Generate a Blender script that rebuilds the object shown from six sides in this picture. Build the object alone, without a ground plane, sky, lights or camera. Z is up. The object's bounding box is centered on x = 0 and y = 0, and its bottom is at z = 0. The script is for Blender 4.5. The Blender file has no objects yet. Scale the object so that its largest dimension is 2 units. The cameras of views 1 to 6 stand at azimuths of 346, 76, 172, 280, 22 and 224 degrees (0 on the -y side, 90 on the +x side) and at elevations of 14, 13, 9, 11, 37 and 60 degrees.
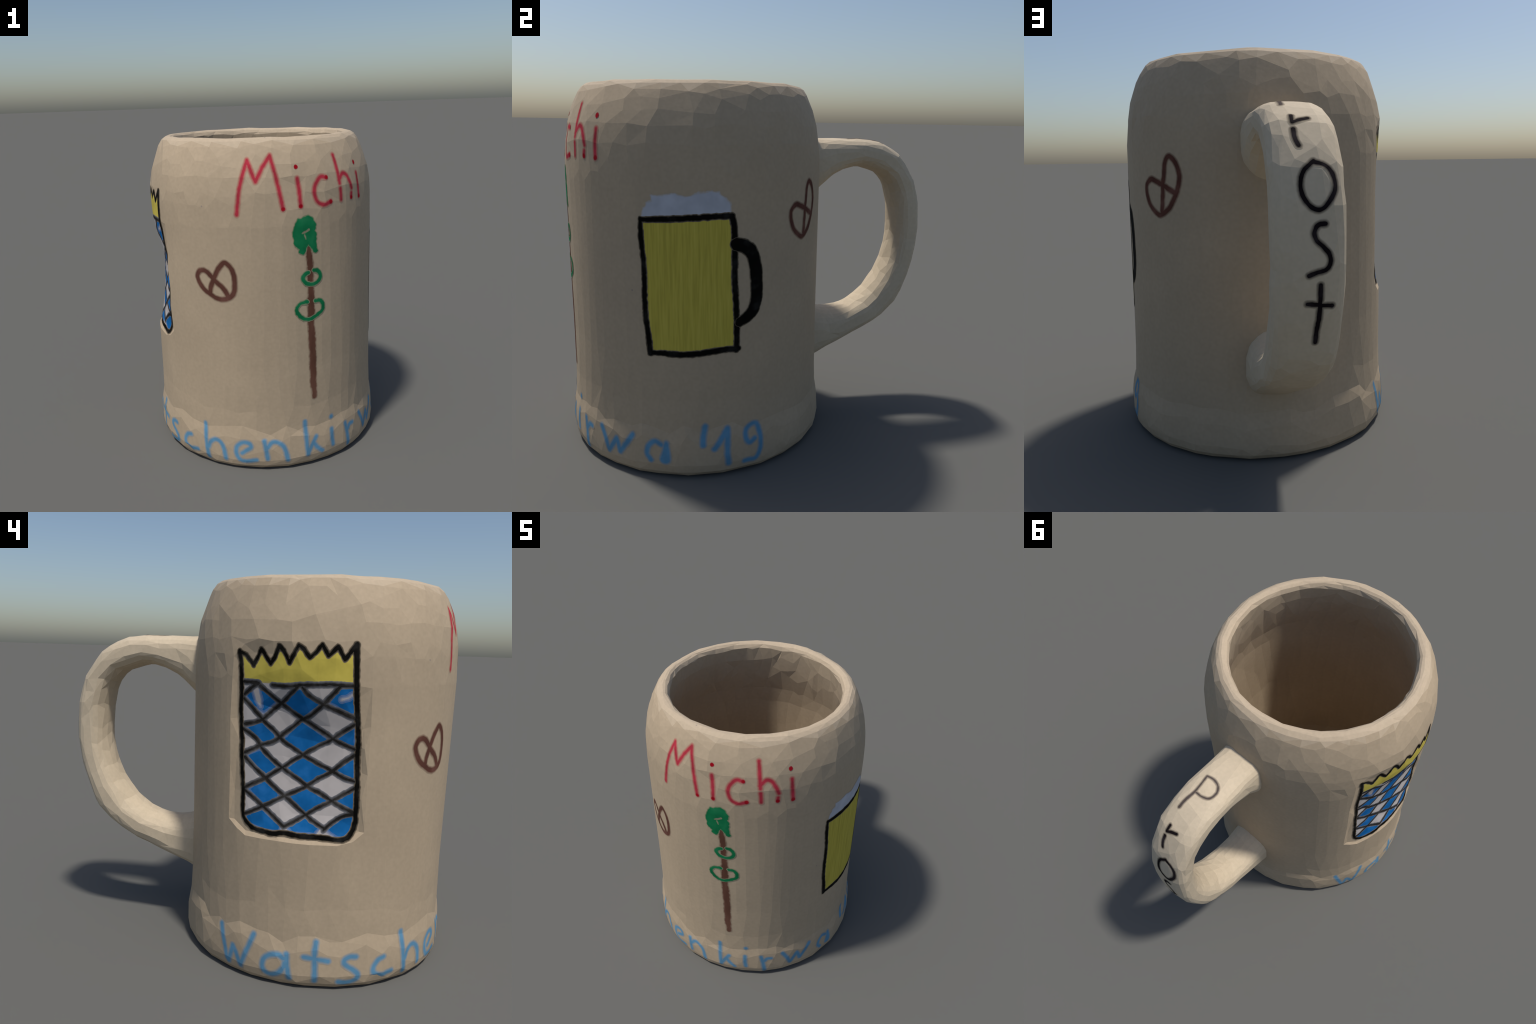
"""Stoneware beer mug with hand drawn marker pictures and lettering.
The vessel is a lathe profile with a dished picture panel, the grip a swept strap;
both are wobbled like hand made clay and faceted by decimation.  Every drawing is
felt-pen strokes (centre lines + pen width) laid as a thin ink film on the clay."""
import bpy, math
import numpy as np
from mathutils import Vector
from mathutils.bvhtree import BVHTree

AXIS = np.array([-0.005, -0.317])        # where the vessel stands
LEAN = np.array([-0.005, -0.003])        # very slight lean per metre of height
R0 = 0.66                                # wall radius: arc length s = azimuth * R0

# ------------------------------------------------------------------ helpers
def lattice(ix, iy, iz, seed):
    n = (ix * 374761393 + iy * 668265263 + iz * 2147483647 + seed * 974711) & 0xFFFFFFFF
    n = ((n ^ (n >> 13)) * 1274126177) & 0xFFFFFFFF
    n = ((n ^ (n >> 16)) * 2246822519) & 0xFFFFFFFF
    return ((n ^ (n >> 15)) & 0xFFFF) / 32767.5 - 1.0

def noise3(p, freq, seed):
    """Smooth value noise in -1..1 for an (n,3) array."""
    q = np.asarray(p, float) * freq + 100.0
    i = np.floor(q).astype(np.int64); f = q - i; f = f * f * (3 - 2 * f)
    out = 0.0
    for dx in (0, 1):
        for dy in (0, 1):
            for dz in (0, 1):
                w = (np.where(dx, f[:, 0], 1 - f[:, 0]) * np.where(dy, f[:, 1], 1 - f[:, 1])
                     * np.where(dz, f[:, 2], 1 - f[:, 2]))
                out = out + w * lattice(i[:, 0] + dx, i[:, 1] + dy, i[:, 2] + dz, seed)
    return out

def smooth(a, b, x):
    t = np.clip((np.asarray(x, float) - a) / (b - a), 0, 1)
    return t * t * (3 - 2 * t)

def spline(pts, step=0.006):
    """Catmull-Rom curve through the points (any dimension)."""
    P = np.asarray(pts, float)
    if len(P) < 3:
        return P
    P = np.vstack([2 * P[0] - P[1], P, 2 * P[-1] - P[-2]])
    out = []
    for i in range(1, len(P) - 2):
        a, b, c, d = P[i - 1:i + 3]
        n = max(2, int(np.linalg.norm((c - b)[:2]) / step))
        for t in np.arange(n) / n:
            out.append(0.5 * (2 * b + (c - a) * t + (2 * a - 5 * b + 4 * c - d) * t * t
                              + (3 * b - 3 * c + d - a) * t ** 3))
    out.append(P[-2])
    return np.array(out)

def mesh_from(name, verts, faces):
    me = bpy.data.meshes.new(name)
    me.from_pydata([tuple(v) for v in verts], [], [tuple(int(i) for i in f) for f in faces])
    me.update()
    return me

def add(name, me, parent=None):
    ob = bpy.data.objects.new(name, me)
    bpy.context.scene.collection.objects.link(ob)
    if parent is not None:
        ob.parent = parent
    return ob

def facet(me, faces_wanted):
    """Collapse a fine mesh to the coarse facets of the original."""
    ob = add("helper", me)
    mod = ob.modifiers.new("facets", 'DECIMATE')
    tris = sum(len(p.vertices) - 2 for p in me.polygons)
    mod.ratio = faces_wanted / tris
    dg = bpy.context.evaluated_depsgraph_get()
    out = bpy.data.meshes.new_from_object(ob.evaluated_get(dg))
    bpy.data.objects.remove(ob)
    return out

# ------------------------------------------------------------------ materials
CLAY = (0.432, 0.338, 0.232)           # vessel clay, darkened to carry the shading baked into its upright walls
GRIP_CLAY = (0.570, 0.472, 0.340)      # grip, a lighter tone than the wall

def nodes_of(mat):
    mat.use_nodes = True
    nt = mat.node_tree
    return nt, nt.nodes["Principled BSDF"]

def noise_node(nt, coord, scale, detail=3.0, stretch=None):
    n = nt.nodes.new("ShaderNodeTexNoise")
    n.inputs["Scale"].default_value = scale
    n.inputs["Detail"].default_value = detail
    if stretch:
        m = nt.nodes.new("ShaderNodeMapping")
        m.inputs["Scale"].default_value = stretch
        nt.links.new(coord.outputs["Object"], m.inputs["Vector"])
        nt.links.new(m.outputs["Vector"], n.inputs["Vector"])
    else:
        nt.links.new(coord.outputs["Object"], n.inputs["Vector"])
    return n

def ramp(nt, src, stops):
    r = nt.nodes.new("ShaderNodeValToRGB")
    e = r.color_ramp.elements
    while len(e) < len(stops):
        e.new(0.5)
    for k, (p, c) in enumerate(stops):
        e[k].position = p
        e[k].color = (*c, 1)
    nt.links.new(src, r.inputs["Fac"])
    return r

def mix(nt, fac, a, b, mode='MIX'):
    m = nt.nodes.new("ShaderNodeMix")
    m.data_type = 'RGBA'; m.blend_type = mode
    for sock, v in ((m.inputs[0], fac), (m.inputs[6], a), (m.inputs[7], b)):
        if hasattr(v, "links"):
            nt.links.new(v, sock)
        else:
            sock.default_value = v if isinstance(v, float) else (*v, 1)
    return m.outputs[2]

def clay_colour(nt, coord, base=CLAY):
    big = noise_node(nt, coord, 3.2, 2.0)
    c = ramp(nt, big.outputs["Fac"], [(0.3, tuple(v * 0.96 for v in base)),
                                      (0.55, base), (0.75, tuple(v * 1.05 for v in base))]).outputs["Color"]
    grain = noise_node(nt, coord, 55.0, 4.0)
    g = ramp(nt, grain.outputs["Fac"], [(0.3, (0.955, 0.955, 0.95)), (0.7, (1.035, 1.03, 1.03))]).outputs["Color"]
    c = mix(nt, 1.0, c, g, 'MULTIPLY')
    vor = nt.nodes.new("ShaderNodeTexVoronoi")
    vor.inputs["Scale"].default_value = 9.0
    nt.links.new(coord.outputs["Object"], vor.inputs["Vector"])
    fleck = ramp(nt, vor.outputs["Distance"], [(0.03, (1, 1, 1)), (0.055, (0, 0, 0))]).outputs["Color"]
    sparse = nt.nodes.new("ShaderNodeSeparateColor")
    nt.links.new(vor.outputs["Color"], sparse.inputs["Color"])
    few = nt.nodes.new("ShaderNodeMath"); few.operation = 'GREATER_THAN'
    few.inputs[1].default_value = 0.93
    nt.links.new(sparse.outputs[0], few.inputs[0])
    amount = nt.nodes.new("ShaderNodeMath"); amount.operation = 'MULTIPLY'
    nt.links.new(fleck, amount.inputs[0]); nt.links.new(few.outputs[0], amount.inputs[1])
    half = nt.nodes.new("ShaderNodeMath"); half.operation = 'MULTIPLY'
    half.inputs[1].default_value = 0.5
    nt.links.new(amount.outputs[0], half.inputs[0])
    return mix(nt, half.outputs[0], c, (0.16, 0.14, 0.16))

def clay_material(name, base):
    mat = bpy.data.materials.new(name)
    nt, bsdf = nodes_of(mat)
    coord = nt.nodes.new("ShaderNodeTexCoord")
    nt.links.new(clay_colour(nt, coord, base), bsdf.inputs["Base Color"])
    bsdf.inputs["Roughness"].default_value = 0.7
    bsdf.inputs["Specular IOR Level"].default_value = 0.2
    bump = nt.nodes.new("ShaderNodeBump")
    bump.inputs["Strength"].default_value = 0.04
    bump.inputs["Distance"].default_value = 0.01
    nt.links.new(noise_node(nt, coord, 60.0).outputs["Fac"], bump.inputs["Height"])
    nt.links.new(bump.outputs["Normal"], bsdf.inputs["Normal"])
    return mat

def ink_material(name, colour, cover, streak=None, dark=0.75, light=1.12, under=None):
    """Felt-pen ink over clay: cover = how much of the clay it hides."""
    mat = bpy.data.materials.new(name)
    nt, bsdf = nodes_of(mat)
    coord = nt.nodes.new("ShaderNodeTexCoord")
    n = noise_node(nt, coord, 14.0, 4.0, streak)
    ink = ramp(nt, n.outputs["Fac"], [(0.32, tuple(v * dark for v in colour)), (0.52, colour),
                                      (0.72, tuple(min(v * light + 0.01, 1) for v in colour))]).outputs["Color"]
    if cover >= 0.999:
        c = ink
    else:
        c = mix(nt, float(cover), under if under else clay_colour(nt, coord), ink)
    nt.links.new(c, bsdf.inputs["Base Color"])
    bsdf.inputs["Roughness"].default_value = 0.85
    bsdf.inputs["Specular IOR Level"].default_value = 0.06
    return mat

clay = clay_material("stoneware_clay", CLAY)
rim_clay = clay_material("light_tinted_lip_clay", (0.478, 0.381, 0.270))  # slightly lighter tone than the wall, on the lip
grip_clay = clay_material("lighter_grip_clay", GRIP_CLAY)

# cover values from the bled edge of a stroke to its heart, and the depth inside
# the stroke edge (m) at which each begins
EDGE = [(0.22, 0.0045), (0.48, 0.002), (0.74, -0.0008), (1.0, -0.004)]
SOFT = [(0.16, 0.009), (0.34, 0.0045), (0.52, 0.000), (0.72, -0.005)]

def ink_set(name, colour, edge=EDGE, top=1.0, **kw):
    return [(ink_material("%s_%d" % (name, k), colour, c * top, **kw), d)
            for k, (c, d) in enumerate(edge)]

BLEED = [(0.2, 0.0065), (0.42, 0.003), (0.68, -0.0005), (0.93, -0.005)]
PAPER = (0.47, 0.43, 0.41)
RED = ink_set("red_ink", (0.41, 0.012, 0.040), BLEED, light=1.25)
DEEP_RED = ink_set("deep_red_ink", (0.33, 0.004, 0.010), [(0.45, 0.002), (1.0, -0.002)], under=(0.37, 0.030, 0.050))
GREEN = ink_set("green_ink", (0.008, 0.170, 0.062), [(0.35, 0.0025), (0.7, 0.0), (1.0, -0.003)], dark=0.8)
BROWN = ink_set("brown_ink", (0.130, 0.058, 0.038), streak=(1.5, 1.5, 0.35), dark=0.72, light=1.3)
PRETZEL = ink_set("pretzel_ink", (0.115, 0.047, 0.034), dark=0.78, light=1.25)
SKY = ink_set("light_blue_ink", (0.085, 0.250, 0.405), BLEED, dark=0.88)
BLACK = ink_set("black_ink", (0.0045, 0.004, 0.003), [(0.55, 0.003), (0.85, 0.0005), (1.0, -0.003)], dark=0.6, light=2.2)
BLACK_SOFT = ink_set("worn_black_ink", (0.020, 0.018, 0.016), [(0.30, 0.004), (0.55, 0.001), (0.80, -0.002), (1.0, -0.006)],
                     under=(0.235, 0.235, 0.25), dark=0.7, light=2.2)
BLACK_HANDLE = ink_set("grip_black_ink", (0.012, 0.008, 0.009), dark=0.6, light=2.0, under=GRIP_CLAY)
GREY_HANDLE = ink_set("thin_black_ink", (0.030, 0.020, 0.026), EDGE, 0.9, under=GRIP_CLAY)
BLUE = ink_set("royal_blue_ink", (0.008, 0.120, 0.345), [(0.35, 0.004), (0.6, 0.000), (0.82, -0.005), (1.0, -0.012)],
               dark=0.8, light=1.2, under=PAPER)
WHITE = ink_set("white_ink", PAPER, SOFT[:2] + [(0.7, 0.0), (1.0, -0.005)], dark=0.94, light=1.05)
YELLOW = ink_set("yellow_ink", (0.54, 0.440, 0.082), SOFT[:2] + [(0.7, 0.0), (1.0, -0.005)], dark=0.85, light=1.1)
BEER = ink_set("beer_yellow_ink", (0.505, 0.418, 0.070), streak=(7.0, 7.0, 0.35), dark=0.85, light=1.1)
FOAM = ink_set("foam_white_ink", (0.45, 0.46, 0.505), dark=0.9, light=1.1)

# ------------------------------------------------------------------ vessel
OUTER = [(0.0, 0.600), (0.0, 0.640), (0.008, 0.661), (0.030, 0.677), (0.060, 0.683), (0.10, 0.684),
         (0.15, 0.6815), (0.185, 0.678), (0.242, 0.667), (0.30, 0.6645), (0.38, 0.662), (0.60, 0.660),
         (1.00, 0.660), (1.38, 0.660), (1.48, 0.657), (1.555, 0.651), (1.635, 0.637), (1.69, 0.621),
         (1.75, 0.599), (1.79, 0.581), (1.810, 0.568)]
RIM = [(1.8205, 0.558), (1.8285, 0.546), (1.832, 0.532), (1.830, 0.518), (1.822, 0.506), (1.808, 0.498), (1.795, 0.495)]
INNER = [(1.77, 0.496), (1.72, 0.500), (1.66, 0.510), (1.58, 0.526), (1.48, 0.548), (1.38, 0.561), (1.20, 0.569), (0.90, 0.574),
         (0.50, 0.572), (0.32, 0.566), (0.25, 0.548), (0.215, 0.51), (0.203, 0.45), (0.198, 0.30), (0.198, 0.0)]

def dish(az, z):
    """Depth of the flattened picture panel, by azimuth (degrees) and height."""
    p = np.stack([az.ravel() / 57.3, z.ravel(), 0 * z.ravel()], -1)
    az = az + 1.3 * noise3(p, 9.0, 51).reshape(az.shape)
    z = z + 0.008 * noise3(p, 12.0, 53).reshape(az.shape)
    a = (az + 95.5) / 27.0
    foot = 0.683 + 0.045 * smooth(0.72, 1.0, np.abs(a))          # rounded lower corners
    ze = z + 0.09 * a * smooth(1.05, 1.25, z)                   # hollow starts higher on its left
    deep = np.interp(ze, [.685, .70, .73, .81, .965, 1.065, 1.135, 1.226, 1.287, 1.347, 1.42, 1.52],
                     [0, .04, .20, .50, .82, .97, 1, .82, .50, .26, .10, 0]) * np.clip(1 - np.abs(a) ** np.where(a < 0, 1.5, 2.0), 0, 1)
    inside = smooth(1.03, 0.94, np.abs(a)) * smooth(foot, foot + 0.018, z)
    left, right = smooth(1.56, 1.47, z), smooth(1.40, 1.22, z)
    w = smooth(-0.6, 0.6, a)
    return 0.056 * deep + 0.010 * inside * (left * (1 - w) + right * w)

def build_vessel():
    prof = []
    def run(pts, step):
        for (z0, r0), (z1, r1) in zip(pts[:-1], pts[1:]):
            n = max(1, int(math.ceil(math.hypot(z1 - z0, r1 - r0) / step)))
            for k in range(n):
                t = k / n
                prof.append((z0 + (z1 - z0) * t, r0 + (r1 - r0) * t))
    run([(0.0, 0.0)] + OUTER + RIM, 0.014)
    n_out = len(prof)
    run([RIM[-1]] + INNER, 0.02)
    prof.append(INNER[-1])
    prof = np.array(prof)
    n_az = 288
    az = np.arange(n_az) * 2 * math.pi / n_az - math.pi
    Z, A = np.meshgrid(prof[1:-1, 0], az, indexing='ij')
    R = np.repeat(prof[1:-1, 1][:, None], n_az, 1)
    rows = np.arange(1, len(prof) - 1)
    outside = (rows < n_out - 8)[:, None] & (R > 0.55)
    deg = np.degrees(A)
    R = R - np.where(outside, dish(deg, Z), 0)
    # clay wobble: streaks down the wall, lumps on shoulder and foot
    P = np.stack([np.sin(A), -np.cos(A), Z], -1).reshape(-1, 3)
    streaks = noise3(P * [1, 1, 0.04], 6.0, 3).reshape(R.shape)
    lumps = noise3(P, 7.0, 5).reshape(R.shape)
    fine = noise3(P, 14.0, 8).reshape(R.shape)
    curved = smooth(1.36, 1.58, Z) + 0.6 * smooth(0.32, 0.20, Z)
    panel = dish(deg, Z) / 0.06 * outside
    inside = (~outside) & (Z > 0.35) & (Z < 1.78)
    amp = np.where(R < 0.05, 0, 1)
    R = R + amp * ((0.0018 - 0.001 * inside) * streaks + (0.0030 * curved + 0.0025 * panel + 0.0010 * inside) * lumps
                   + (0.0026 * curved + 0.0016 * panel + 0.0003 * inside) * fine)
    # inside: a thick lump of clay low on the handle side, a hollow beside it
    lump = smooth(1, 0.35, np.abs(deg - 136) / 36) * smooth(1, 0.2, np.abs(Z - 0.55) / 0.30)
    hollow = smooth(1, 0, np.abs(deg - 65) / 45) * smooth(1, 0, np.abs(Z - 0.85) / 0.5)
    R = R + np.where(inside & (R > 0.5), 0.022 * hollow - 0.062 * lump, 0)
    foot_line = noise3(np.stack([np.sin(A), -np.cos(A), 0 * A], -1).reshape(-1, 3), 9.0, 21).reshape(R.shape)
    oz, orad = np.array(OUTER[1:]).T
    wavy = Z + 0.034 * foot_line * np.exp(-((Z - 0.22) / 0.07) ** 2)      # uneven ledge above the foot
    R = R + np.where(outside & (Z > 0.05) & (Z < 0.5), np.interp(wavy, oz, orad) - np.interp(Z, oz, orad), 0)
    Zw = Z + 0.003 * noise3(P, 6.0, 13).reshape(R.shape) * (R > 0.05) * smooth(1.5, 1.8, Z)
    Zw = Zw - (0.0025 + 0.0045 * np.cos(A)) * smooth(1.6, 1.8, Z) * (R > 0.05)
    lean = LEAN[:, None, None] * (Zw - 1.0)
    X = AXIS[0] + lean[0] + np.sin(A) * R
    Y = AXIS[1] + lean[1] - np.cos(A) * R
    verts = np.stack([X, Y, np.maximum(Zw, 0.0)], -1).reshape(-1, 3)
    m = len(rows)
    faces = []
    for i in range(m - 1):
        for j in range(n_az):
            k = (j + 1) % n_az
            faces.append((i * n_az + j, i * n_az + k, (i + 1) * n_az + k, (i + 1) * n_az + j))
    verts = np.vstack([verts, [[AXIS[0], AXIS[1], 0.0], [AXIS[0], AXIS[1], INNER[-1][0]]]])
    c0, c1 = len(verts) - 2, len(verts) - 1
    for j in range(n_az):
        k = (j + 1) % n_az
        faces.append((c0, k, j))
        faces.append(((m - 1) * n_az + j, (m - 1) * n_az + k, c1))
    return facet(mesh_from("vessel", verts, faces), 3000)

mug = bpy.data.objects.new("beer_mug", None)
bpy.context.scene.collection.objects.link(mug)
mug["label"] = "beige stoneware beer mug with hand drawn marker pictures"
mug["category"] = "beer mug"

vessel = build_vessel()
vv = np.array([v.co[:] for v in vessel.vertices])
ff = [tuple(p.vertices) for p in vessel.polygons]
vessel_bvh = BVHTree.FromPolygons([Vector(v) for v in vv], ff)

def region_of(f):
    c = vv[list(f)].mean(0)
    ax = AXIS + LEAN * (c[2] - 1)
    r = math.hypot(c[0] - ax[0], c[1] - ax[1])
    n = np.cross(vv[f[1]] - vv[f[0]], vv[f[2]] - vv[f[0]])
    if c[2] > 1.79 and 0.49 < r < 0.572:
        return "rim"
    outward = n[0] * (c[0] - ax[0]) + n[1] * (c[1] - ax[1])
    if r < 0.60 and c[2] > 0.2 and (outward < 0 or abs(n[2]) > 0.9 * np.linalg.norm(n)) and c[2] < 1.81:
        return "interior"
    if c[2] < 0.012:
        return "base"
    return "body"

groups = {}
for f in ff:
    groups.setdefault(region_of(f), []).append(f)
for name, fl in groups.items():
    ids = sorted({i for f in fl for i in f})
    new = {i: k for k, i in enumerate(ids)}
    me = mesh_from(name, vv[ids], [[new[i] for i in f] for f in fl])
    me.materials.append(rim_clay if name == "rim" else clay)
    add(name, me, mug)

# ------------------------------------------------------------------ grip
# side profile of the strap (y, z): matching stations on its outer and inner face
GRIP_OUT = [(0.262, 1.578), (0.300, 1.574), (0.350, 1.572), (0.420, 1.573), (0.500, 1.573), (0.580, 1.572), (0.655, 1.568), (0.740, 1.551), (0.840, 1.498),
            (0.900, 1.430), (0.950, 1.345), (0.985, 1.240), (0.998, 1.130), (1.000, 1.010), (0.982, 0.885),
            (0.952, 0.771), (0.897, 0.635), (0.808, 0.542), (0.695, 0.468), (0.553, 0.402), (0.452, 0.357), (0.387, 0.329),
            (0.330, 0.300), (0.262, 0.275)]
GRIP_IN = [(0.262, 1.220), (0.300, 1.245), (0.350, 1.283), (0.400, 1.330), (0.447, 1.368), (0.500, 1.396), (0.560, 1.415), (0.612, 1.420), (0.680, 1.402),
           (0.752, 1.374), (0.809, 1.306), (0.835, 1.215), (0.847, 1.120), (0.849, 1.010), (0.830, 0.900),
           (0.790, 0.800), (0.735, 0.720), (0.665, 0.648), (0.580, 0.600), (0.490, 0.582), (0.430, 0.584), (0.380, 0.594),
           (0.330, 0.610), (0.262, 0.640)]

def grip_centre_x(y):
    return -0.016 - 0.036 * np.clip((y - 0.34) / 0.62, -0.2, 1.1)

def build_grip():
    o = spline(GRIP_OUT, 0.012); o = resample(o, 170)
    i = spline(GRIP_IN, 0.012); i = resample(i, 170)
    # keep the hand-matched stations together
    ko = station_params(GRIP_OUT); ki = station_params(GRIP_IN)
    t = np.linspace(0, 1, 170)
    st = np.linspace(0, 1, len(GRIP_OUT))
    fo = np.interp(np.interp(t, np.interp(st, st, ko), st), st, ko)
    fi = np.interp(np.interp(fo, ko, st), st, ki)
    O = at_param(spline(GRIP_OUT, 0.006), fo)
    I = at_param(spline(GRIP_IN, 0.006), fi)
    d = (O - I) / np.linalg.norm(O - I, axis=1, keepdims=True)
    O, I = O - 0.002 * d, I - 0.006 * d
    n_r = 72
    ang = np.arange(n_r) * 2 * math.pi / n_r
    c, s = np.cos(ang), np.sin(ang)
    ex_out, ex_in = 2 / 3.4, 2 / 2.0
    ex = np.where(c > 0, ex_out, ex_in)
    cu = np.sign(c) * np.abs(c) ** ex
    su = np.sign(s) * np.abs(s) ** np.where(c > 0, 2 / 3.0, 2 / 2.1)
    rows = []
    for k in range(len(O)):
        mid = 0.48 * O[k] + 0.52 * I[k]
        d = O[k] - I[k]
        near = np.clip((0.43 - mid[0]) / 0.12, 0, 1)
        half = 0.128 + 0.011 * near
        up = np.where(cu[:, None] > 0, cu[:, None] * (O[k] - mid), cu[:, None] * (mid - I[k]))
        yz = mid + up
        rows.append(np.stack([grip_centre_x(yz[:, 0]) + su * half, yz[:, 0], yz[:, 1]], -1))
    V = np.array(rows)
    cen = V.mean(1, keepdims=True)
    nrm = V - cen
    nrm /= np.linalg.norm(nrm, axis=2, keepdims=True)
    flat = V.reshape(-1, 3)
    w = 0.0026 * noise3(flat, 15.0, 31) + 0.0012 * noise3(flat, 30.0, 33)
    V = (flat + nrm.reshape(-1, 3) * w[:, None])
    faces = []
    m = len(O)
    for a in range(m - 1):
        for b in range(n_r):
            e = (b + 1) % n_r
            faces.append((a * n_r + b, a * n_r + e, (a + 1) * n_r + e, (a + 1) * n_r + b))
    faces.append(tuple(range(n_r))[::-1])
    faces.append(tuple((m - 1) * n_r + b for b in range(n_r)))
    return facet(mesh_from("handle", V, faces), 1000)

def arc(P):
    return np.concatenate([[0], np.cumsum(np.linalg.norm(np.diff(P, axis=0), axis=1))])

def resample(P, n):
    L = arc(P); t = np.linspace(0, L[-1], n)
    return np.stack([np.interp(t, L, P[:, k]) for k in range(P.shape[1])], -1)

def station_params(pts):
    """Arc-length fraction of each station along its own spline."""
    S = spline(pts, 0.006); L = arc(S)
    return np.array([L[np.argmin(((S - p) ** 2).sum(1))] for p in np.array(pts)]) / L[-1]

def at_param(S, f):
    L = arc(S)
    return np.stack([np.interp(f * L[-1], L, S[:, k]) for k in range(S.shape[1])], -1)

grip_mesh = build_grip()
grip_mesh.materials.append(grip_clay)
handle = add("handle", grip_mesh, mug)
grip_bvh = BVHTree.FromPolygons([v.co.copy() for v in grip_mesh.vertices],
                                [tuple(p.vertices) for p in grip_mesh.polygons])

# ------------------------------------------------------------------ ink film
def on_wall(sz, lift):
    """Lay (arc length, height) points on the outer wall."""
    out = np.empty((len(sz), 3))
    for k, (s, z) in enumerate(sz):
        a = s / R0
        ax = AXIS + LEAN * (z - 1.0)
        d = (math.sin(a), -math.cos(a))
        o = Vector((ax[0] + d[0] * 1.0, ax[1] + d[1] * 1.0, z))
        loc, nor, _, _ = vessel_bvh.ray_cast(o, Vector((-d[0], -d[1], 0)))
        if loc is None:
            loc = Vector((ax[0] + d[0] * R0, ax[1] + d[1] * R0, z))
        out[k] = (loc.x + d[0] * lift, loc.y + d[1] * lift, loc.z)
    return out

GRIP_LINE = [(0.30, 1.572), (0.50, 1.572), (0.63, 1.569), (0.74, 1.551), (0.84, 1.498), (0.90, 1.43), (0.95, 1.345),
             (0.985, 1.24), (0.998, 1.13), (1.0, 1.0), (0.98, 0.88), (0.945, 0.77), (0.885, 0.648), (0.79, 0.54), (0.69, 0.475)]

def on_grip(xt, lift):
    """Lay (x, length along the back of the grip) points on the grip."""
    S = spline(GRIP_LINE, 0.01); L = arc(np.array(GRIP_LINE)); Ls = arc(S)
    Ls = Ls * L[-1] / Ls[-1]
    T = np.gradient(S, axis=0); T /= np.linalg.norm(T, axis=1, keepdims=True)
    out = np.empty((len(xt), 3))
    for k, (x, t) in enumerate(xt):
        p = np.array([np.interp(t, Ls, S[:, 0]), np.interp(t, Ls, S[:, 1])])
        tan = np.array([np.interp(t, Ls, T[:, 0]), np.interp(t, Ls, T[:, 1])])
        n = np.array([-tan[1], tan[0]])
        n /= np.linalg.norm(n)
        o = p + n * 0.2
        loc, nor, _, _ = grip_bvh.ray_cast(Vector((x, o[0], o[1])), Vector((0, -n[0], -n[1])))
        if loc is None:
            loc = Vector((x, p[0], p[1]))
        out[k] = (loc.x, loc.y + n[0] * lift, loc.z + n[1] * lift)
    return out

def stroke_distance(G, path, width):
    """Distance from grid points to a pen line minus half its (varying) width."""
    path = np.asarray(path, float)
    w = np.interp(np.linspace(0, 1, len(path)), np.linspace(0, 1, len(np.atleast_1d(width))), np.atleast_1d(width)) / 2
    if len(path) == 1:
        return np.linalg.norm(G - path[0], axis=1) - w[0]
    best = np.full(len(G), 9.0)
    for k in range(len(path) - 1):
        a, b = path[k], path[k + 1]
        ab = b - a; L2 = max(ab @ ab, 1e-12)
        lo = np.minimum(a, b) - 0.06; hi = np.maximum(a, b) + 0.06
        near = np.where(((G > lo) & (G < hi)).all(1))[0]
        if not len(near):
            continue
        q = G[near]
        t = np.clip(((q - a) @ ab) / L2, 0, 1)
        d = np.linalg.norm(q - a - t[:, None] * ab, axis=1) - (w[k] + (w[k + 1] - w[k]) * t)
        best[near] = np.minimum(best[near], d)
    return best

def polygon_distance(G, poly):
    P = np.asarray(poly, float)
    inside = np.zeros(len(G), bool); d = np.full(len(G), 9.0)
    for k in range(len(P)):
        a, b = P[k], P[(k + 1) % len(P)]
        ab = b - a
        t = np.clip(((G - a) @ ab) / max(ab @ ab, 1e-12), 0, 1)
        d = np.minimum(d, np.linalg.norm(G - a - t[:, None] * ab, axis=1))
        if a[1] != b[1]:
            c = ((a[1] > G[:, 1]) != (b[1] > G[:, 1]))
            inside ^= c & (G[:, 0] < (b[0] - a[0]) * (G[:, 1] - a[1]) / (b[1] - a[1]) + a[0])
    return np.where(inside, -d, d)

LAYER = [0]

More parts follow.
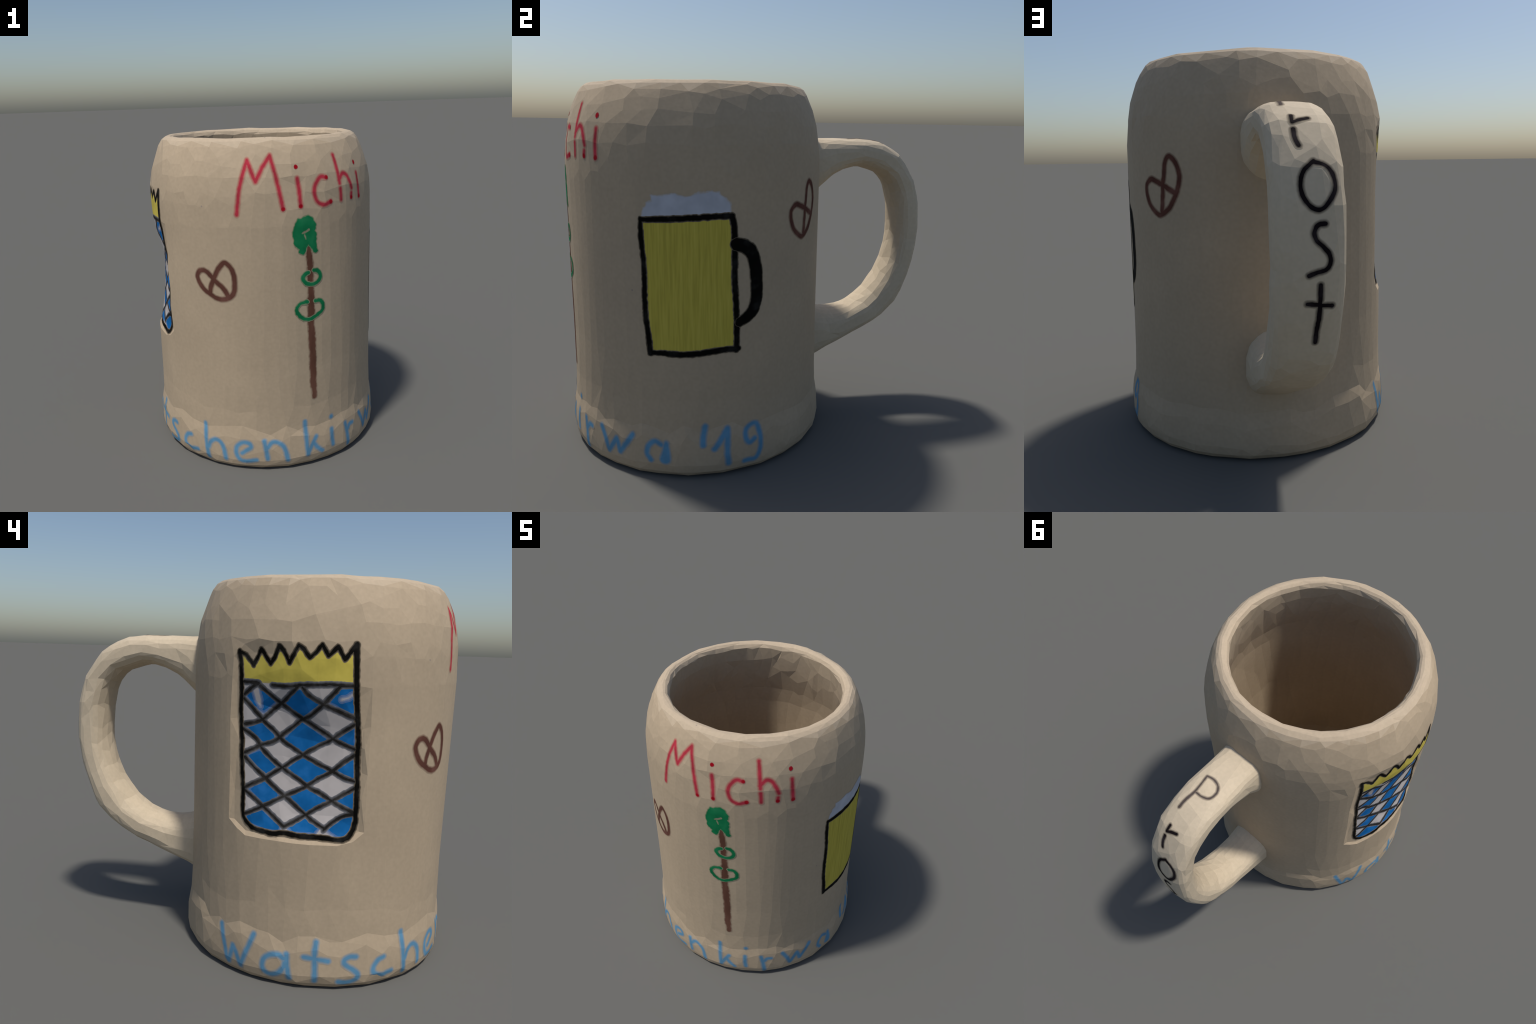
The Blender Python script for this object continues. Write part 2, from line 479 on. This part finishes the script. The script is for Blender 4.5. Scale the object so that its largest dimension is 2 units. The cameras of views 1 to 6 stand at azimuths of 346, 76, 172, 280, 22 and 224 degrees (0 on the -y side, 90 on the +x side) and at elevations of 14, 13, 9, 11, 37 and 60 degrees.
def draw(name, inks, lines=(), areas=(), holes=(), width=0.02, parent=None, place=on_wall,
         cell=0.004, rough=0.0012, lift=0.0012, grow=0.0):
    """One drawing: pen lines [(kind, points, width?)], filled areas and bare holes."""
    paths = []
    for ln in lines:
        kind, pts = ln[0], ln[1]
        w = ln[2] if len(ln) > 2 else width
        pts = [tuple(p) for p in pts]
        paths.append((spline(pts) if kind == 'curve' and len(pts) > 2 else np.array(pts, float), w))
    allp = np.vstack([p for p, _ in paths] + [np.array(a, float) for a in areas])
    pad = 0.04
    x = np.arange(allp[:, 0].min() - pad, allp[:, 0].max() + pad, cell)
    y = np.arange(allp[:, 1].min() - pad, allp[:, 1].max() + pad, cell)
    XX, YY = np.meshgrid(x, y, indexing='ij')
    G = np.stack([XX.ravel(), YY.ravel()], -1)
    D = np.full(len(G), 9.0)
    for p, w in paths:
        D = np.minimum(D, stroke_distance(G, p, w))
    for a in areas:
        D = np.minimum(D, polygon_distance(G, a) - grow)
    for p, w in holes:
        D = np.maximum(D, -stroke_distance(G, p, w))
    G3 = np.column_stack([G, np.zeros(len(G))])
    D = D + rough * (noise3(G3, 55.0, 41) + 0.6 * noise3(G3, 130.0, 43))
    nx, ny = len(x), len(y)
    idx = np.arange(nx * ny).reshape(nx, ny)
    a, b, c, d = idx[:-1, :-1].ravel(), idx[1:, :-1].ravel(), idx[1:, 1:].ravel(), idx[:-1, 1:].ravel()
    T = np.vstack([np.stack([a, b, c], -1), np.stack([a, c, d], -1)])
    LAYER[0] = (LAYER[0] + 1) % 7
    V_all, F_all, M_all = [], [], []
    base = 0
    for k, (mat, off) in enumerate(inks):
        v = D - off
        s = v[T] < 0
        cnt = s.sum(1)
        tri = [G[T[cnt == 3]]]
        for want in (1, 2):
            t = T[cnt == want]; m = s[cnt == want]
            odd = np.argmax(m if want == 1 else ~m, 1)
            r = np.arange(len(t))
            p0, p1, p2 = t[r, odd], t[r, (odd + 1) % 3], t[r, (odd + 2) % 3]
            e1 = G[p0] + (v[p0] / (v[p0] - v[p1]))[:, None] * (G[p1] - G[p0])
            e2 = G[p0] + (v[p0] / (v[p0] - v[p2]))[:, None] * (G[p2] - G[p0])
            if want == 1:
                tri.append(np.stack([G[p0], e1, e2], 1))
            else:
                tri.append(np.stack([e1, G[p1], G[p2]], 1))
                tri.append(np.stack([e1, G[p2], e2], 1))
        tri = np.concatenate(tri)
        if not len(tri):
            continue
        flat = tri.reshape(-1, 2)
        key = np.round(flat * 2e5).astype(np.int64)
        _, first, inv = np.unique(key, axis=0, return_index=True, return_inverse=True)
        inv = inv.reshape(-1)
        f = inv.reshape(-1, 3)
        ok = (f[:, 0] != f[:, 1]) & (f[:, 1] != f[:, 2]) & (f[:, 0] != f[:, 2])
        V_all.append(place(flat[first], lift * 0.36 + 0.00013 * k + 0.00002 * LAYER[0]))
        F_all.append(f[ok] + base)
        M_all.append(np.full(ok.sum(), len(M_all)))
        base += len(first)
    V = np.vstack(V_all); F = np.vstack(F_all); M = np.concatenate(M_all)
    if place is on_grip:
        F = F[:, ::-1]
    me = bpy.data.meshes.new(name)
    me.from_pydata(V.tolist(), [], F.tolist())
    for mat, _ in inks:
        me.materials.append(mat)
    me.polygons.foreach_set("material_index", M.astype(np.int32))
    me.update()
    return add(name, me, parent or mug)

C, L = 'curve', 'line'

# ---- red name round the shoulder
draw("letter", RED, [(L, [(-.293, 1.452), (-.278, 1.577), (-.258, 1.653), (-.236, 1.719), (-.193, 1.614), (-.155, 1.682),
                          (-.111, 1.738), (-.087, 1.639), (-.071, 1.557), (-.056, 1.473)])], width=0.023)
draw("letter", RED, [(C, [(.028, 1.620), (.035, 1.560), (.038, 1.482)])], width=0.0235)
draw("letter", RED, [(C, [(.198, 1.614), (.165, 1.619), (.130, 1.582), (.120, 1.540), (.138, 1.493), (.176, 1.477), (.219, 1.488)])], width=0.0235)
draw("letter", RED, [(C, [(.284, 1.719), (.288, 1.656), (.291, 1.575)]), (C, [(.293, 1.548), (.296, 1.489)]),
                     (C, [(.288, 1.590), (.321, 1.622), (.351, 1.615), (.374, 1.577), (.388, 1.540)]), (L, [(.385, 1.515), (.383, 1.494)])], width=0.0235)
draw("letter", RED, [(C, [(.462, 1.613), (.463, 1.552), (.467, 1.488)])], width=0.023)
for p in [(-.056, 1.473), (.038, 1.482), (.027, 1.678), (.201, 1.614), (.219, 1.488), (.383, 1.492), (.467, 1.488), (.457, 1.671)]:
    draw("pen_dot", DEEP_RED, [(L, [p])], width=0.019, lift=0.0032, cell=0.003)

# ---- pretzels
draw("pretzel_drawing", PRETZEL, [(C, [(-.461, 1.033), (-.457, 1.056), (-.445, 1.087), (-.428, 1.123), (-.410, 1.157), (-.389, 1.185), (-.368, 1.199),
     (-.342, 1.179), (-.327, 1.152), (-.320, 1.120), (-.320, 1.081), (-.324, 1.043), (-.341, 1.017), (-.367, 1.002), (-.397, .997), (-.431, 1.004),
     (-.461, 1.021), (-.493, 1.041), (-.516, 1.065), (-.532, 1.093), (-.536, 1.119), (-.519, 1.143), (-.496, 1.149), (-.475, 1.142), (-.457, 1.126),
     (-.439, 1.108), (-.416, 1.087), (-.393, 1.068), (-.372, 1.044), (-.360, 1.020)])], width=0.029)
draw("pretzel_drawing", PRETZEL, [(C, [(1.545, 1.135), (1.551, 1.179), (1.555, 1.225), (1.557, 1.259), (1.565, 1.293), (1.571, 1.338), (1.582, 1.367),
     (1.601, 1.378), (1.627, 1.360), (1.645, 1.331), (1.655, 1.297), (1.651, 1.260), (1.638, 1.222), (1.616, 1.181), (1.586, 1.144), (1.535, 1.116),
     (1.499, 1.128), (1.461, 1.159), (1.440, 1.196), (1.434, 1.234), (1.442, 1.257), (1.476, 1.277), (1.512, 1.267), (1.546, 1.254), (1.585, 1.237),
     (1.623, 1.219)])], width=0.027)

# ---- tall tree with two wreaths
tree = draw("tree_drawing", BROWN, [(C, [(.076, 1.272), (.078, 1.250), (.080, 1.217), (.084, 1.182), (.084, 1.134), (.085, 1.097), (.087, 1.043),
     (.088, .998), (.087, .961), (.088, .910), (.084, .860), (.086, .822), (.089, .799), (.090, .752), (.092, .704), (.093, .640), (.092, .592),
     (.095, .560), (.094, .511), (.097, .462), (.101, .411)],
     [.020, .038, .036, .034, .034, .042, .044, .044, .040, .046, .040, .042, .040, .040, .036, .028])], rough=0.003)
draw("tree_crown", GREEN, areas=[[(.021, 1.414), (.049, 1.422), (.077, 1.427), (.098, 1.417), (.109, 1.402), (.120, 1.380), (.120, 1.360), (.113, 1.349),
     (.122, 1.334), (.120, 1.318), (.124, 1.305), (.119, 1.287), (.123, 1.262), (.129, 1.241), (.121, 1.232), (.109, 1.239), (.096, 1.258), (.083, 1.271),
     (.073, 1.285), (.065, 1.267), (.058, 1.244), (.045, 1.229), (.024, 1.243), (.029, 1.259), (.006, 1.274), (-.002, 1.296), (-.008, 1.327),
     (-.007, 1.351), (.002, 1.380)]], holes=[(np.array([(.041, 1.340), (.069, 1.352), (.079, 1.357)]), .005), (np.array([(.055, 1.331), (.062, 1.308)]), .001)],
     parent=tree, rough=0.003, grow=0.004, lift=0.0022, cell=0.003)
draw("wreath", GREEN, [(C, [(.072, 1.128), (.065, 1.126), (.047, 1.114), (.044, 1.095), (.059, 1.071), (.085, 1.063), (.114, 1.063), (.136, 1.079), (.145, 1.102),
     (.131, 1.129), (.107, 1.138)])], width=0.024, parent=tree, rough=0.002, lift=0.0036)
draw("wreath", GREEN, [(C, [(.062, .967), (.031, .964), (.011, .947), (.004, .925), (.018, .898), (.043, .877), (.066, .868), (.076, .867)]),
     (C, [(.090, .870), (.098, .873), (.134, .892), (.157, .913), (.160, .940), (.143, .964), (.113, .965)])], width=0.023, parent=tree, rough=0.003, lift=0.0036)

# ---- full glass of beer
glass = draw("beer_drawing", BEER, areas=[[(.713, 1.229), (1.105, 1.243), (1.111, 1.085), (1.114, .974), (1.125, .802), (1.125, .626), (.937, .623),
     (.733, .621), (.718, .805), (.714, 1.029)]])
draw("foam", FOAM, areas=[[(.704, 1.239), (.717, 1.277), (.735, 1.304), (.757, 1.316), (.758, 1.337), (.790, 1.335), (.833, 1.349), (.865, 1.350), (.885, 1.345),
     (.906, 1.335), (.937, 1.346), (.958, 1.356), (.989, 1.354), (1.020, 1.359), (1.052, 1.356), (1.073, 1.334), (1.100, 1.310), (1.105, 1.288),
     (1.100, 1.257), (.915, 1.246)]], parent=glass, rough=0.004, lift=0.0014)
draw("outline", BLACK, [(C, [(.704, 1.234), (.704, 1.164), (.712, 1.056), (.714, .946), (.713, .833), (.719, .748), (.728, .673), (.732, .615)], [.022, .023, .024, .027]),
     (C, [(.704, 1.231), (.782, 1.235), (.873, 1.240), (.967, 1.246), (1.051, 1.250), (1.112, 1.251)], [.024, .027, .026]),
     (C, [(1.110, 1.251), (1.119, 1.194), (1.122, 1.112), (1.122, 1.057), (1.122, .945), (1.128, .859), (1.131, .772), (1.131, .696), (1.131, .625)], .028),
     (C, [(.732, .620), (.793, .620), (.860, .617), (.948, .620), (1.014, .628), (1.070, .632), (1.140, .630)], [.022, .030, .030, .026])],
     parent=glass, lift=0.0032, rough=0.002)
draw("glass_handle", BLACK, [(C, [(1.131, 1.122), (1.174, 1.108), (1.208, 1.072), (1.226, .997), (1.231, .933), (1.229, .858), (1.213, .808), (1.182, .777),
     (1.146, .759)], [.060, .064, .062, .062, .062, .062, .056, .048])], parent=glass, lift=0.0036, rough=0.002)

# ---- crowned shield with lozenges
FIELD = [(-1.362, 1.375), (-.850, 1.382), (-.835, 1.240), (-.822, 1.116), (-.812, .841), (-.817, .779), (-.835, .739), (-.868, .715), (-1.137, .722),
         (-1.241, .718), (-1.316, .743), (-1.342, .784), (-1.360, 1.020), (-1.374, 1.240)]
shield = draw("shield_drawing", WHITE, areas=[FIELD], cell=0.0045, lift=0.0016)
draw("crown_band", YELLOW, areas=[[(-1.370, 1.486), (-1.308, 1.445), (-1.270, 1.508), (-1.224, 1.454), (-1.182, 1.522), (-1.137, 1.463), (-1.095, 1.529),
     (-1.049, 1.485), (-1.000, 1.535), (-.971, 1.495), (-.934, 1.529), (-.904, 1.481), (-.862, 1.528), (-.855, 1.382), (-1.128, 1.372), (-1.355, 1.375)]],
     parent=shield, lift=0.0022)
LOZENGES = [
    [(-1.357, 1.314), (-1.305, 1.357), (-1.266, 1.357), (-1.189, 1.292), (-1.259, 1.241), (-1.313, 1.264)],
    [(-1.355, 1.175), (-1.271, 1.208), (-1.204, 1.153), (-1.198, 1.130), (-1.257, 1.099)],
    [(-1.347, 1.047), (-1.275, 1.085), (-1.177, 1.011), (-1.243, .956)],
    [(-1.334, .896), (-1.245, .946), (-1.151, .879), (-1.234, .823)],
    [(-1.337, .774), (-1.247, .816), (-1.146, .750), (-1.149, .722), (-1.233, .719), (-1.313, .739)],
    [(-1.087, 1.366), (-.984, 1.294), (-1.075, 1.222), (-1.180, 1.295)],
    [(-1.081, 1.223), (-.935, 1.141), (-1.065, 1.069), (-1.175, 1.129)],
    [(-1.065, 1.069), (-.927, 1.006), (-1.039, .931), (-1.154, 1.006)],
    [(-1.039, .931), (-.923, .876), (-1.038, .808), (-1.141, .880)],
    [(-1.038, .808), (-.962, .756), (-.991, .725), (-1.085, .723), (-1.126, .746)],
    [(-.916, 1.369), (-.851, 1.371), (-.836, 1.241), (-.967, 1.303)],
    [(-.833, 1.215), (-.829, 1.110), (-.931, 1.142)],
    [(-.827, 1.080), (-.821, .970), (-.924, 1.008)],
    [(-.819, .936), (-.814, .831), (-.920, .877)],
    [(-.814, .822), (-.869, .811), (-.946, .751), (-.898, .717), (-.861, .712), (-.824, .745)]]
for k, poly in enumerate(LOZENGES):
    bare = []
    if k == 0:      # ink rubbed off in a streak
        bare = [(np.array([(-1.300, 1.350), (-1.288, 1.300), (-1.278, 1.270)]), [.034, .028, .008])]
    if k == 10:
        bare = [(np.array([(-.905, 1.318), (-.880, 1.325), (-.862, 1.340)]), .012)]
    draw("lozenge", BLUE, areas=[poly], holes=bare, parent=shield, lift=0.0028, rough=0.002, grow=0.003)
LATTICE = [
    [(-1.076, 1.363), (-1.046, 1.331), (-.981, 1.294), (-.909, 1.265), (-.836, 1.238)],
    [(-1.275, 1.359), (-1.183, 1.295), (-1.099, 1.242), (-.974, 1.174), (-.918, 1.141), (-.873, 1.121), (-.831, 1.107)],
    [(-1.360, 1.299), (-1.313, 1.258), (-1.265, 1.211), (-1.211, 1.168), (-1.168, 1.126), (-1.113, 1.095), (-1.065, 1.068), (-1.010, 1.043), (-.927, 1.008), (-.871, .980), (-.824, .967)],
    [(-1.363, 1.166), (-1.296, 1.124), (-1.268, 1.086), (-1.222, 1.045), (-1.174, 1.011), (-1.126, .984), (-1.071, .954), (-1.030, .929), (-.976, .907), (-.923, .879), (-.865, .848), (-.814, .828)],
    [(-1.347, 1.038), (-1.301, .998), (-1.242, .953), (-1.194, .916), (-1.145, .883), (-1.096, .850), (-1.042, .811), (-1.001, .784), (-.953, .757)],
    [(-1.342, .888), (-1.285, .853), (-1.237, .820), (-1.183, .782), (-1.133, .748)],
    [(-1.357, 1.319), (-1.308, 1.357), (-1.282, 1.370)],
    [(-1.356, 1.187), (-1.306, 1.197), (-1.259, 1.218), (-1.215, 1.258), (-1.165, 1.296), (-1.128, 1.333), (-1.099, 1.362)],
    [(-1.348, 1.060), (-1.296, 1.087), (-1.254, 1.105), (-1.207, 1.121), (-1.161, 1.159), (-1.117, 1.191), (-1.081, 1.222), (-1.044, 1.238), (-.998, 1.279), (-.960, 1.320), (-.919, 1.369)],
    [(-1.342, .901), (-1.298, .925), (-1.249, .949), (-1.192, .988), (-1.148, 1.016), (-1.110, 1.043), (-1.062, 1.071), (-1.014, 1.101), (-.950, 1.135), (-.900, 1.172), (-.839, 1.215)],
    [(-1.338, .777), (-1.283, .805), (-1.228, .834), (-1.183, .860), (-1.132, .887), (-1.084, .910), (-1.043, .931), (-.990, .968), (-.927, 1.005), (-.875, 1.050), (-.830, 1.082)],
    [(-1.133, .748), (-1.090, .774), (-1.041, .805), (-.982, .843), (-.923, .876), (-.868, .910), (-.822, .939)],
    [(-.952, .748), (-.919, .779), (-.869, .811), (-.814, .825)]]
draw("lattice", BLACK_SOFT, [(C, p) for p in LATTICE] +
     [(C, [(-1.359, 1.374), (-1.282, 1.370)]), (C, [(-1.215, 1.366), (-1.187, 1.364), (-1.128, 1.365), (-1.070, 1.372), (-.986, 1.377), (-.958, 1.380), (-.902, 1.377), (-.855, 1.377)])],
     width=0.022, parent=shield, lift=0.0036, rough=0.002)
draw("outline", BLACK, [(L, [(-1.383, 1.502), (-1.348, 1.489), (-1.308, 1.445), (-1.287, 1.485), (-1.271, 1.514), (-1.248, 1.487), (-1.224, 1.454), (-1.204, 1.485),
     (-1.185, 1.532), (-1.163, 1.511), (-1.137, 1.463), (-1.118, 1.496), (-1.098, 1.535), (-1.074, 1.519), (-1.049, 1.485), (-1.024, 1.507), (-1.001, 1.540),
     (-.971, 1.495), (-.934, 1.534), (-.904, 1.481), (-.883, 1.512), (-.856, 1.547)]),
     (C, [(-1.383, 1.505), (-1.374, 1.443), (-1.371, 1.371), (-1.372, 1.312), (-1.374, 1.254), (-1.372, 1.194), (-1.365, 1.117), (-1.363, 1.036), (-1.356, .957),
          (-1.350, .893), (-1.348, .828), (-1.342, .776), (-1.321, .744), (-1.283, .721), (-1.233, .716), (-1.182, .711), (-1.136, .720), (-1.069, .715),
          (-1.006, .715), (-.944, .712), (-.867, .708), (-.827, .739), (-.813, .785), (-.812, .841), (-.813, .934), (-.815, .995), (-.820, 1.071),
          (-.821, 1.149), (-.831, 1.224), (-.842, 1.310), (-.849, 1.377), (-.854, 1.448), (-.856, 1.502), (-.857, 1.544)],
      [.022, .020, .020, .020, .022, .024, .024, .022, .022, .024, .026])],
     width=0.019, parent=shield, lift=0.0044, rough=0.002)

# ---- light blue writing round the foot
for strokes in (
    [(L, [(-1.435, .217), (-1.417, .163), (-1.395, .101), (-1.384, .060), (-1.376, .050), (-1.363, .091), (-1.352, .137), (-1.332, .108), (-1.305, .053), (-1.281, .122), (-1.261, .174), (-1.246, .223)])],
    [(C, [(-1.096, .139), (-1.122, .155), (-1.158, .147), (-1.185, .125), (-1.193, .094), (-1.183, .064), (-1.154, .051), (-1.118, .066), (-1.096, .096), (-1.090, .121)]), (C, [(-1.085, .162), (-1.082, .123), (-1.076, .084), (-1.069, .049)])],
    [(C, [(-.957, .232), (-.962, .176), (-.959, .124), (-.956, .045)]), (C, [(-1.007, .159), (-.963, .155), (-.902, .145)])],
    [(C, [(-.777, .163), (-.804, .165), (-.827, .152), (-.829, .136), (-.813, .119), (-.786, .101), (-.766, .080), (-.768, .057), (-.790, .043), (-.822, .039), (-.851, .044)])],
    [(C, [(-.640, .147), (-.665, .138), (-.688, .110), (-.690, .082), (-.674, .066), (-.640, .057), (-.614, .063), (-.593, .067)])],
    [(C, [(-.537, .245), (-.531, .180), (-.525, .120), (-.516, .044)]), (C, [(-.514, .110), (-.500, .143), (-.472, .164), (-.440, .155), (-.420, .120), (-.410, .058)])],
    [(C, [(-.316, .106), (-.289, .126), (-.266, .145), (-.275, .166), (-.308, .171), (-.339, .150), (-.349, .116), (-.340, .081), (-.319, .059), (-.279, .059), (-.239, .068)])],
    [(C, [(-.193, .182), (-.186, .144), (-.181, .101), (-.177, .075)]), (C, [(-.176, .143), (-.153, .171), (-.124, .172), (-.095, .152), (-.080, .119), (-.068, .060)])],
    [(C, [(.037, .271), (.039, .212), (.041, .146), (.047, .074)]), (L, [(.048, .081), (.070, .123), (.099, .169)]), (L, [(.081, .137), (.103, .104), (.134, .073)])],
    [(C, [(.202, .184), (.202, .133), (.208, .087)]), (L, [(.207, .257)], .028)],
    [(C, [(.304, .186), (.316, .125), (.326, .046)]), (C, [(.323, .140), (.343, .164), (.367, .164)])],
    [(L, [(.443, .193), (.470, .146), (.495, .083), (.543, .159), (.564, .096), (.598, .144), (.634, .199)])],
    [(C, [(.727, .089), (.708, .120), (.718, .160), (.747, .184), (.776, .171)]), (C, [(.800, .178), (.800, .140), (.796, .100)], [.024, .036, .052])]):
    draw("letter", SKY, strokes, width=0.025)
draw("apostrophe", SKY, [(C, [(.980, .260), (.971, .211), (.969, .170)])], width=0.027)
draw("numeral", SKY, [(L, [(1.021, .148), (1.049, .187), (1.083, .240), (1.081, .178), (1.080, .115), (1.086, .064)])], width=0.027)
draw("numeral", SKY, [(C, [(1.217, .166), (1.189, .152), (1.173, .177), (1.175, .214), (1.203, .237), (1.230, .235), (1.242, .198), (1.248, .140), (1.242, .098),
     (1.221, .062), (1.189, .062), (1.163, .062)])], width=0.025)

# ---- toast down the back of the grip
draw("letter", GREY_HANDLE, [(C, [(.009, .443), (.008, .390), (.004, .332), (.011, .282), (.021, .232)], [.021, .019, .015, .015]),
     (C, [(.021, .232), (-.022, .224), (-.062, .237), (-.085, .271), (-.078, .317), (-.041, .332), (-.006, .334)])], width=0.015, place=on_grip, cell=0.003)
draw("letter", BLACK_HANDLE, [(C, [(-.012, .544), (-.011, .575)]), (C, [(-.012, .612), (-.014, .652), (-.023, .679)]), (C, [(-.011, .581), (-.039, .569), (-.067, .558)])],
     width=0.022, place=on_grip, cell=0.003)
draw("letter", BLACK_HANDLE, [(C, [(-.066, .739), (-.030, .774), (-.018, .821), (-.027, .862), (-.052, .893), (-.084, .900), (-.111, .875), (-.133, .835), (-.130, .788), (-.107, .755), (-.066, .741)])],
     width=0.022, place=on_grip, cell=0.003)
draw("letter", BLACK_HANDLE, [(C, [(-.097, .947), (-.074, .949), (-.059, .971), (-.065, 1.000), (-.091, 1.024), (-.111, 1.053), (-.111, 1.082), (-.096, 1.099), (-.067, 1.107), (-.041, 1.118)])],
     width=0.022, place=on_grip, cell=0.003)
draw("letter", BLACK_HANDLE, [(C, [(-.081, 1.151), (-.082, 1.198), (-.080, 1.272), (-.074, 1.321), (-.072, 1.368)]), (C, [(-.038, 1.218), (-.077, 1.223), (-.123, 1.229)])],
     width=0.022, place=on_grip, cell=0.003)
